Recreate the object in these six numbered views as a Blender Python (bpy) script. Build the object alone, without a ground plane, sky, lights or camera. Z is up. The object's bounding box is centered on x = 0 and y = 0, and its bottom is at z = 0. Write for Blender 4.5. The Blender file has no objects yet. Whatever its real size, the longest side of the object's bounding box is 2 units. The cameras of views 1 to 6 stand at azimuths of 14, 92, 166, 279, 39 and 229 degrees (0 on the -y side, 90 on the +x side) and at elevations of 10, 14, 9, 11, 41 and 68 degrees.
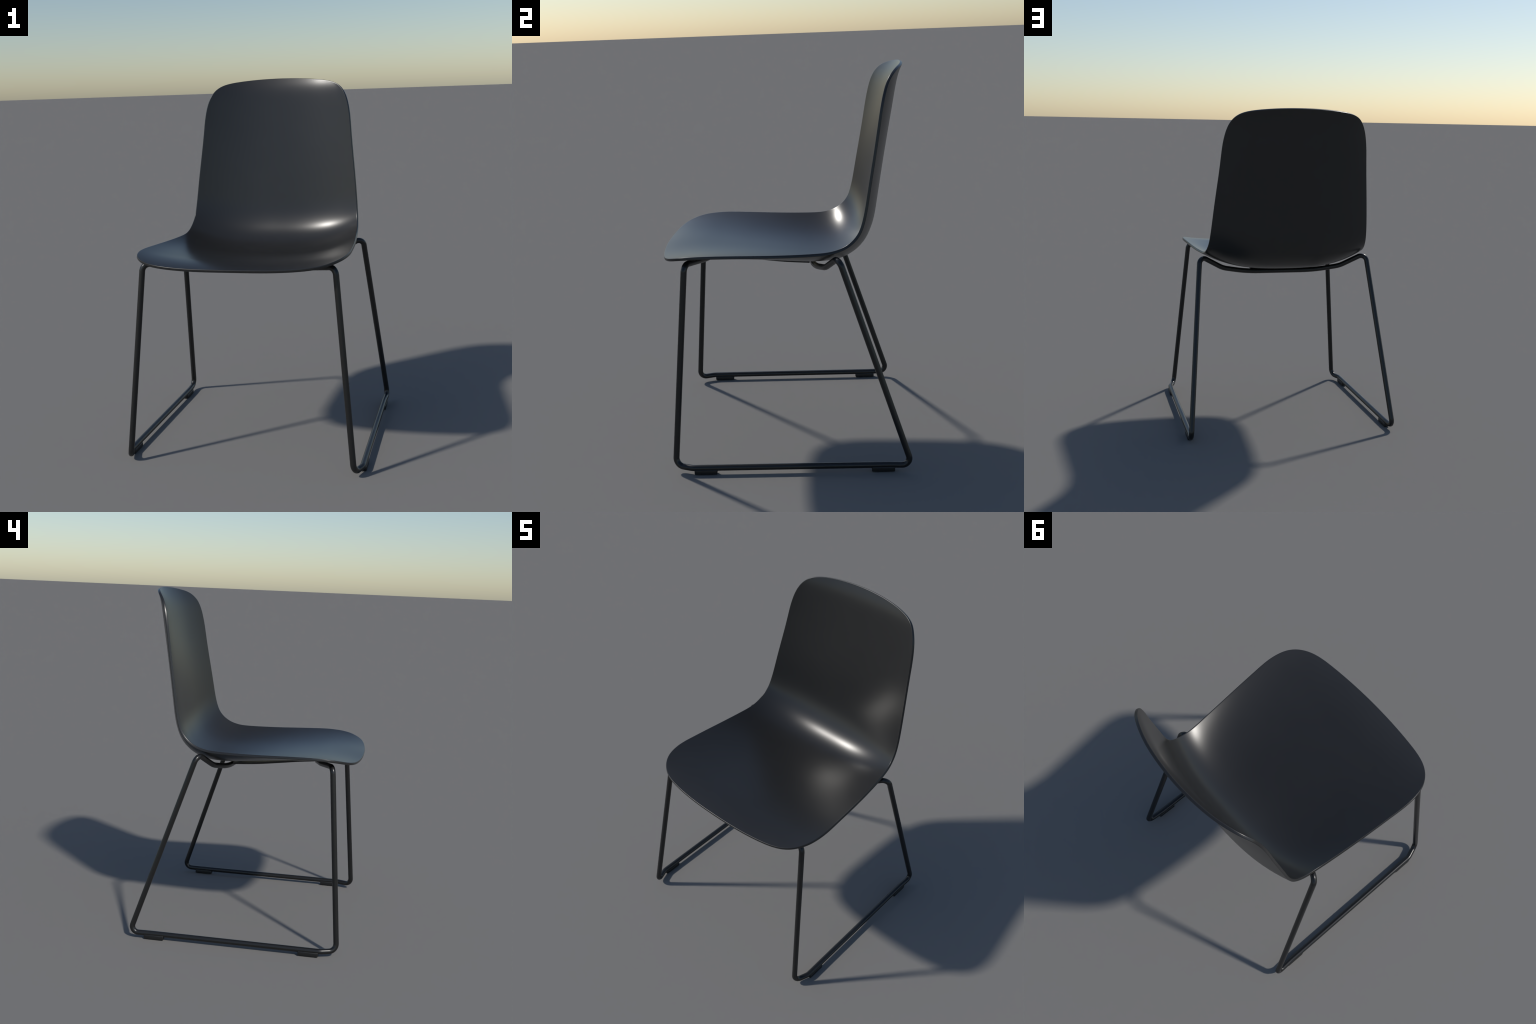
"""Sled-base side chair: a moulded dark plastic shell on a bent black steel tube frame."""
import bpy, math
import numpy as np
from mathutils import Vector

YAW = -0.0075            # the original stands very slightly turned about z
TUBE_R = 0.0157          # steel tube radius
SHELL_T = 0.0150         # shell thickness


# ----------------------------------------------------------------- materials
def make_material(name, colour, rough, bump=0.0, scale=300.0, coat=0.0, spec=0.5):
    m = bpy.data.materials.new(name)
    m.use_nodes = True
    nt = m.node_tree
    b = nt.nodes["Principled BSDF"]
    tc = nt.nodes.new("ShaderNodeTexCoord")
    n = nt.nodes.new("ShaderNodeTexNoise")
    n.inputs["Scale"].default_value = 9.0
    n.inputs["Detail"].default_value = 3.0
    nt.links.new(tc.outputs["Object"], n.inputs["Vector"])
    r = nt.nodes.new("ShaderNodeValToRGB")
    r.color_ramp.elements[0].position = 0.3
    r.color_ramp.elements[1].position = 0.7
    r.color_ramp.elements[0].color = [c * 0.97 for c in colour] + [1]
    r.color_ramp.elements[1].color = [c * 1.03 for c in colour] + [1]
    nt.links.new(n.outputs["Fac"], r.inputs["Fac"])
    nt.links.new(r.outputs["Color"], b.inputs["Base Color"])
    b.inputs["Roughness"].default_value = rough
    b.inputs["Specular IOR Level"].default_value = spec
    b.inputs["Coat Weight"].default_value = coat
    if bump:
        g = nt.nodes.new("ShaderNodeTexNoise")
        g.inputs["Scale"].default_value = scale
        nt.links.new(tc.outputs["Object"], g.inputs["Vector"])
        k = nt.nodes.new("ShaderNodeBump")
        k.inputs["Strength"].default_value = bump
        k.inputs["Distance"].default_value = 0.001
        nt.links.new(g.outputs["Fac"], k.inputs["Height"])
        nt.links.new(k.outputs["Normal"], b.inputs["Normal"])
    return m


PLASTIC = make_material("moulded_plastic", (0.021, 0.021, 0.021), 0.30)
STEEL = make_material("black_lacquered_steel", (0.012, 0.012, 0.012), 0.30)
RUBBER = make_material("black_rubber", (0.010, 0.010, 0.010), 0.45)


# ----------------------------------------------------------------- curve tools
def spline(points, per_span=24):
    """Centripetal Catmull-Rom through the points (open)."""
    Q = np.asarray(points, float)
    Q = np.vstack([2 * Q[0] - Q[1], Q, 2 * Q[-1] - Q[-2]])
    out = []
    for i in range(1, len(Q) - 2):
        p0, p1, p2, p3 = Q[i - 1], Q[i], Q[i + 1], Q[i + 2]
        t1 = np.linalg.norm(p1 - p0) ** .5
        t2 = t1 + np.linalg.norm(p2 - p1) ** .5
        t3 = t2 + np.linalg.norm(p3 - p2) ** .5
        T = np.linspace(t1, t2, per_span, endpoint=False)[:, None]
        a1 = (t1 - T) / t1 * p0 + T / t1 * p1
        a2 = (t2 - T) / (t2 - t1) * p1 + (T - t1) / (t2 - t1) * p2
        a3 = (t3 - T) / (t3 - t2) * p2 + (T - t2) / (t3 - t2) * p3
        b1 = (t2 - T) / t2 * a1 + T / t2 * a2
        b2 = (t3 - T) / (t3 - t1) * a2 + (T - t1) / (t3 - t1) * a3
        out.append((t2 - T) / (t2 - t1) * b1 + (T - t1) / (t2 - t1) * b2)
    out.append(Q[-2:-1])
    return np.vstack(out)


def smooth(P, rounds):
    P = P.copy()
    for _ in range(rounds):
        P[1:-1] = .5 * P[1:-1] + .25 * (P[2:] + P[:-2])
    return P


def resample(P, n, power=None):
    d = np.r_[0, np.cumsum(np.linalg.norm(np.diff(P, axis=0), axis=1))]
    s = np.linspace(0, 1, n)
    return np.stack([np.interp(s * d[-1], d, P[:, k]) for k in range(P.shape[1])], -1)


def new_mesh(name, verts, faces, material, normals=None):
    me = bpy.data.meshes.new(name)
    me.from_pydata([tuple(v) for v in verts], [], [tuple(f) for f in faces])
    me.update()
    me.polygons.foreach_set("use_smooth", [True] * len(me.polygons))
    me.materials.append(material)
    if normals is not None:
        me.normals_split_custom_set_from_vertices([tuple(n) for n in normals])
    ob = bpy.data.objects.new(name, me)
    bpy.context.scene.collection.objects.link(ob)
    return ob


chair = bpy.data.objects.new("side_chair", None)
bpy.context.scene.collection.objects.link(chair)
chair.rotation_euler = (0, 0, YAW)
chair.location = (-.0008, -.0003, 0)
chair["label"] = "dark plastic shell chair on black sled frame"
chair["category"] = "chair"


def child(ob, parent=None):
    ob.parent = parent or chair
    return ob


# ----------------------------------------------------------------- shell
# Rim of the shell, right half, from the middle of the front edge round the
# front corner, along the seat, up the backrest to the middle of the top.
RIM = [(0.0, -0.6283, 1.0637), (0.2609, -0.6157, 1.0646), (0.4456, -0.5789, 1.0787),
       (0.5308, -0.4988, 1.1001), (0.560, -0.3835, 1.1097), (0.5528, -0.2225, 1.1063),
       (0.5387, -0.0407, 1.0999), (0.5228, 0.1265, 1.0983), (0.5107, 0.2403, 1.1044),
       (0.5059, 0.3158, 1.1316), (0.4985, 0.3723, 1.1832), (0.4915, 0.4029, 1.260),
       (0.4764, 0.4333, 1.4268), (0.4535, 0.4707, 1.6415), (0.4363, 0.4988, 1.8148),
       (0.4031, 0.5272, 1.9144), (0.3489, 0.5644, 1.9629), (0.2141, 0.6076, 1.9874),
       (0.0, 0.6271, 1.997)]
# Middle profile of the outer (under/back) face, (y, z), front to top.
KEEL = [(-0.628, 1.056), (-0.595, 1.061), (-0.54, 1.0655), (-0.45, 1.0645), (-0.36, 1.055), (-0.26, 1.0445),
        (-0.10, 1.0235), (0.05, 1.0045), (0.15, 0.995), (0.24, 0.996), (0.316, 1.0125), (0.3795, 1.0495),
        (0.428, 1.099), (0.458, 1.1545), (0.479, 1.215), (0.499, 1.326), (0.522, 1.466), (0.546, 1.604),
        (0.571, 1.740), (0.591, 1.850), (0.604, 1.915), (0.6185, 1.962), (0.631, 1.990)]
CORNER_FRONT, CORNER_TOP = 2.55, 15.45    # where the corners sit along RIM (index)
NV, NT = 150, 40


def shell_surface():
    per = 24
    pts = [(-x, y, z) for x, y, z in RIM[2:0:-1]] + RIM + [(-x, y, z) for x, y, z in RIM[-2:-4:-1]]
    R = smooth(spline(pts, per), 70)[2 * per: (2 + len(RIM) - 1) * per + 1]
    R[0, 0] = R[-1, 0] = 0
    i0, i1 = int(CORNER_FRONT * per), int(CORNER_TOP * per)
    front = resample(R[:i0 + 1], NT + 1)            # centre -> corner
    side = resample(R[i0:i1 + 1], NV + 1)           # front corner -> top corner
    top = resample(R[i1:][::-1], NT + 1)            # centre -> corner
    K = smooth(spline(KEEL, per), 40)
    keel = resample(np.c_[np.zeros(len(K)), K], 4 * NV + 1)
    # thickness offset: rim points are mid-thickness, keel points are outer face
    d = np.gradient(keel, axis=0)
    d /= np.linalg.norm(d, axis=1)[:, None]
    nrm = np.c_[np.zeros(len(d)), -d[:, 2], d[:, 1]]      # towards the sitter
    keel = keel + nrm * SHELL_T * .5
    keel[0] = front[0]
    keel[-1] = top[0]
    # rows of the keel matched with rows of the rim
    v = np.linspace(0, 1, NV + 1)
    keel_rows = np.interp(v, ROW_RIM, ROW_KEEL)
    keel_rows = smooth(np.c_[keel_rows, keel_rows], 60)[:, 0]
    s = np.linspace(0, 1, len(keel))
    C = np.stack([np.interp(keel_rows, s, keel[:, k]) for k in range(3)], -1)
    t = np.linspace(0, 1, NT + 1)
    S = np.zeros((NV + 1, NT + 1, 3))
    for i in range(NV + 1):
        vv = v[i]
        p = np.interp(vv, [0, .15, .45, .6, .9, 1], SECTION_POWER)
        f = t ** p
        row = np.empty((NT + 1, 3))
        row[:, 0] = t * side[i, 0]
        row[:, 1:] = C[i, 1:] + (side[i, 1:] - C[i, 1:]) * f[:, None]
        f0 = t ** SECTION_POWER[0]
        f1 = t ** SECTION_POWER[-1]
        e0 = np.c_[t * side[0, 0], C[0, 1:] + (side[0, 1:] - C[0, 1:]) * f0[:, None]]
        e1 = np.c_[t * side[-1, 0], C[-1, 1:] + (side[-1, 1:] - C[-1, 1:]) * f1[:, None]]
        w0 = max(0, 1 - vv / .30) ** 2
        w1 = max(0, 1 - (1 - vv) / .30) ** 2
        S[i] = row + w0 * (front - e0) + w1 * (top - e1)
    # the rim curve is the outer outline: draw the mid-surface in by the rim's roundness
    S[..., 0] *= 1 - .004 / .5
    S[..., 1] += np.interp(S[..., 1], [-.63, -.45], [.001, 0])
    S[..., 2] -= np.interp(S[..., 2], [1.12, 1.35], [.002, 0])
    S[..., 2] -= np.interp(S[..., 2], [1.85, 1.99], [0, .0045])
    return S


ROW_RIM = [0.0, 0.40, 0.50, 0.56, 0.62, 1.0]
ROW_KEEL = [0.0, 0.415, 0.50, 0.55, 0.61, 1.0]
SECTION_POWER = [2.2, 2.4, 2.85, 2.75, 2.3, 2.0]


def build_shell():
    half = shell_surface()
    left = half[:, :0:-1] * np.array([-1, 1, 1])
    G = np.concatenate([left, half], axis=1)            # rows x columns
    nv, nt = G.shape[:2]
    du = np.gradient(G, axis=1)
    dv = np.gradient(G, axis=0)
    N = np.cross(du, dv)
    N /= np.linalg.norm(N, axis=2)[..., None] + 1e-12
    # at the four patch corners rows and columns run together: borrow the normal from further in
    for a in (0, nv - 1):
        for b in (0, nt - 1):
            n0 = N[abs(a - 4), abs(b - 4)].copy()
            for k in range(4):
                for m in range(4 - k):
                    N[abs(a - k), abs(b - m)] = n0
    for _ in range(8):
        Z = np.pad(N, ((1, 1), (1, 1), (0, 0)), mode="edge")
        N = N * 2 + Z[2:, 1:-1] + Z[:-2, 1:-1] + Z[1:-1, 2:] + Z[1:-1, :-2]
        N /= np.linalg.norm(N, axis=2)[..., None]
    h = SHELL_T * .5
    verts, normals, faces, tag = [], [], [], []

    def add(p, n):
        verts.append(p)
        normals.append(n / np.linalg.norm(n))
        return len(verts) - 1

    inner = [[add(G[i, j] + N[i, j] * h, N[i, j]) for j in range(nt)] for i in range(nv)]
    outer = [[add(G[i, j] - N[i, j] * h, -N[i, j]) for j in range(nt)] for i in range(nv)]
    for i in range(nv - 1):
        for j in range(nt - 1):
            faces.append((inner[i][j], inner[i][j + 1], inner[i + 1][j + 1], inner[i + 1][j]))
            tag.append(i)
            faces.append((outer[i][j], outer[i + 1][j], outer[i + 1][j + 1], outer[i][j + 1]))
            tag.append(i)
    # rounded rim
    loop = ([(0, j) for j in range(nt)] + [(i, nt - 1) for i in range(1, nv)] +
            [(nv - 1, j) for j in range(nt - 2, -1, -1)] + [(i, 0) for i in range(nv - 2, 0, -1)])
    P = np.array([G[i, j] for i, j in loop])
    Q = np.array([N[i, j] for i, j in loop])
    T = np.roll(P, -1, 0) - np.roll(P, 1, 0)
    T /= np.linalg.norm(T, axis=1)[:, None]
    O = np.cross(T, Q)                                   # outward
    for _ in range(9):
        O = O * 2 + np.roll(O, 1, 0) + np.roll(O, -1, 0)
        O /= np.linalg.norm(O, axis=1)[:, None]
    steps = 14
    rings = []
    for k in range(steps + 1):
        a = math.pi * k / steps
        ca, sa = math.cos(a), math.sin(a)
        # squarish round: superellipse
        e = 0.5
        x = abs(sa) ** e
        y = math.copysign(abs(ca) ** e, ca)
        ring = []
        for m, (i, j) in enumerate(loop):
            if k == 0:
                ring.append(inner[i][j])
            elif k == steps:
                ring.append(outer[i][j])
            else:
                ring.append(add(P[m] + Q[m] * h * y + O[m] * h * .7 * x,
                                Q[m] * y ** 3 * .7 + O[m] * x ** 3))
        rings.append(ring)
    L = len(loop)
    for k in range(steps):
        for m in range(L):
            m2 = (m + 1) % L
            faces.append((rings[k][m2], rings[k][m], rings[k + 1][m], rings[k + 1][m2]))
            tag.append(min(loop[m][0], loop[m2][0]))
    verts = np.array(verts)
    normals = np.array(normals)
    split = int(nv * .505)
    for name, keep in (("seat", lambda r: r < split), ("backrest", lambda r: r >= split)):
        fs = [f for f, r in zip(faces, tag) if keep(r)]
        used = sorted({i for f in fs for i in f})
        idx = {o: n for n, o in enumerate(used)}
        child(new_mesh(name, verts[used], [[idx[i] for i in f] for f in fs], PLASTIC, normals[used]))


build_shell()


# ----------------------------------------------------------------- bent tube frame
def leg_line(a, b, z):
    t = (z - .05) / .8
    return (a[0] + (b[0] - a[0]) * t, a[1] + (b[1] - a[1]) * t, z)


FRONT = ((.5965, -.5746), (.5252, -.5056))      # leg centre at z = .05 and z = .85
REAR = ((.6361, .6130), (.5621, .3499))
RUNNER_X, RUNNER_Z = .6315, .0312

# (point, bend radius, part that starts after the bend)
PATH = [((0, .143, .9637), 0, "crossbar"),
        ((.22, .160, .9665), .7, None),
        ((.385, .212, 1.000), .20, None),
        (leg_line(*REAR, 1.088), .038, "leg"),
        (leg_line(*REAR, RUNNER_Z), .036, "runner"),
        ((RUNNER_X, .50, RUNNER_Z), .3, None),
        ((RUNNER_X, -.485, RUNNER_Z), .07, None),
        (leg_line(*FRONT, RUNNER_Z), .042, "leg"),
        (leg_line(*FRONT, 1.064), .038, "crossbar"),
        ((.30, -.402, 1.041), .25, None),
        ((.14, -.362, 1.026), .25, None),
        ((0, -.355, 1.023), 0, None)]


def tube_path():
    pts, label, current = [], [], None
    for k, (p, r, name) in enumerate(PATH):
        p = np.array(p, float)
        if k in (0, len(PATH) - 1):
            pts.append(p)
            current = name or current
            label.append(current)
            continue
        a = np.array(PATH[k - 1][0], float) - p
        b = np.array(PATH[k + 1][0], float) - p
        la, lb = np.linalg.norm(a), np.linalg.norm(b)
        a, b = a / la, b / lb
        ang = math.acos(np.clip(a @ b, -1, 1))
        t = min(r / math.tan(ang / 2), .48 * la, .48 * lb)
        r = t * math.tan(ang / 2)
        c = p + (a + b) / np.linalg.norm(a + b) * r / math.sin(ang / 2)
        sweep = math.pi - ang
        e1 = (p + a * t - c) / r
        e2 = (p + b * t - c)
        e2 = e2 - e1 * (e2 @ e1)
        e2 /= np.linalg.norm(e2)
        n = max(6, int(sweep / math.radians(5)))
        for i in range(n + 1):
            w = sweep * i / n
            pts.append(c + r * (e1 * math.cos(w) + e2 * math.sin(w)))
            if name and i == n // 2:
                current = name + "#" + str(k)
            label.append(current)
    return np.array(pts), label


def sweep_tube(pts, radius, seg=24):
    T = np.gradient(pts, axis=0)
    T /= np.linalg.norm(T, axis=1)[:, None]
    T[0] = T[-1] = (1, 0, 0)
    T[-1] = (-1, 0, 0)
    u = np.cross(T[0], (0, 0, 1.0))
    V, N = [], []
    for p, t in zip(pts, T):
        u = u - t * (u @ t)
        u /= np.linalg.norm(u)
        w = np.cross(t, u)
        for k in range(seg):
            a = 2 * math.pi * k / seg
            n = u * math.cos(a) + w * math.sin(a)
            V.append(p + n * radius)
            N.append(n)
    return np.array(V), np.array(N)


def build_frame():
    pts, label = tube_path()
    seg = 24
    V, N = sweep_tube(pts, TUBE_R, seg)
    starts = [0] + [i for i in range(1, len(label)) if label[i] != label[i - 1]] + [len(pts) - 1]
    runners = []
    bars = {}
    for s, e in zip(starts[:-1], starts[1:]):
        kind = label[s].split("#")[0]
        v = V[s * seg:(e + 1) * seg]
        n = N[s * seg:(e + 1) * seg]
        rows = e - s
        f = [(i * seg + k, i * seg + (k + 1) % seg, (i + 1) * seg + (k + 1) % seg, (i + 1) * seg + k)
             for i in range(rows) for k in range(seg)]
        mir = np.array([-1, 1, 1])
        g = [q[::-1] for q in f]
        if kind == "crossbar":
            m = len(v)
            child(new_mesh("crossbar", np.vstack([v, v * mir]), f + [tuple(i + m for i in q) for q in g],
                           STEEL, np.vstack([n, n * mir])))
        else:
            a = child(new_mesh(kind, v, f, STEEL, n))
            b = child(new_mesh(kind, v * mir, g, STEEL, n * mir))
            if kind == "runner":
                runners += [a, b]
    return runners


runners = build_frame()


# ----------------------------------------------------------------- feet and mounting plate
def rounded_block(name, size, bevel, material):
    import bmesh
    bm = bmesh.new()
    bmesh.ops.create_cube(bm, size=1)
    for v in bm.verts:
        v.co.x *= size[0]
        v.co.y *= size[1]
        v.co.z *= size[2]
    bmesh.ops.bevel(bm, geom=bm.edges[:], offset=bevel, segments=4, profile=.5, affect='EDGES')
    me = bpy.data.meshes.new(name)
    bm.to_mesh(me)
    bm.free()
    me.materials.append(material)
    for p in me.polygons:
        p.use_smooth = True
    me.set_sharp_from_angle(angle=math.radians(50))
    ob = bpy.data.objects.new(name, me)
    bpy.context.scene.collection.objects.link(ob)
    return ob


foot = None
for side, runner in zip((1, -1), runners):
    for y in (-.420, .476):
        if foot is None:
            ob = foot = rounded_block("foot_pad", (.034, .116, .0260), .005, RUBBER)
        else:
            ob = foot.copy()
            bpy.context.scene.collection.objects.link(ob)
        ob.location = (side * RUNNER_X, y, .0130)
        child(ob, runner)


def mounting_plate():
    """Thin steel plate between the two crossbars, following the seat's underside."""
    w, th, rows, cols = .19, .011, 24, 12
    line = spline([(.135, .9800), (.0, .9900), (-.13, 1.0060), (-.26, 1.0235), (-.352, 1.0330)], 10)
    line = resample(line, rows + 1)
    V, F = [], []
    for top in (1, 0):
        for y, z in line:
            for c in range(cols + 1):
                x = -w + 2 * w * c / cols
                V.append((x, y, z - th * (1 - top) + .006 * (x / w) ** 2))
    n = cols + 1
    m = n * (rows + 1)
    for i in range(rows):
        for c in range(cols):
            a = i * n + c
            F.append((a, a + n, a + n + 1, a + 1))
            F.append((m + a, m + a + 1, m + a + n + 1, m + a + n))
    edge = ([c for c in range(n)] + [i * n + cols for i in range(1, rows + 1)] +
            [rows * n + c for c in range(cols - 1, -1, -1)] + [i * n for i in range(rows - 1, 0, -1)])
    for a, b in zip(edge, edge[1:] + edge[:1]):
        F.append((a, b, m + b, m + a))
    ob = new_mesh("mounting_plate", V, F, STEEL)
    ob.data.set_sharp_from_angle(angle=math.radians(40))
    child(ob)


mounting_plate()
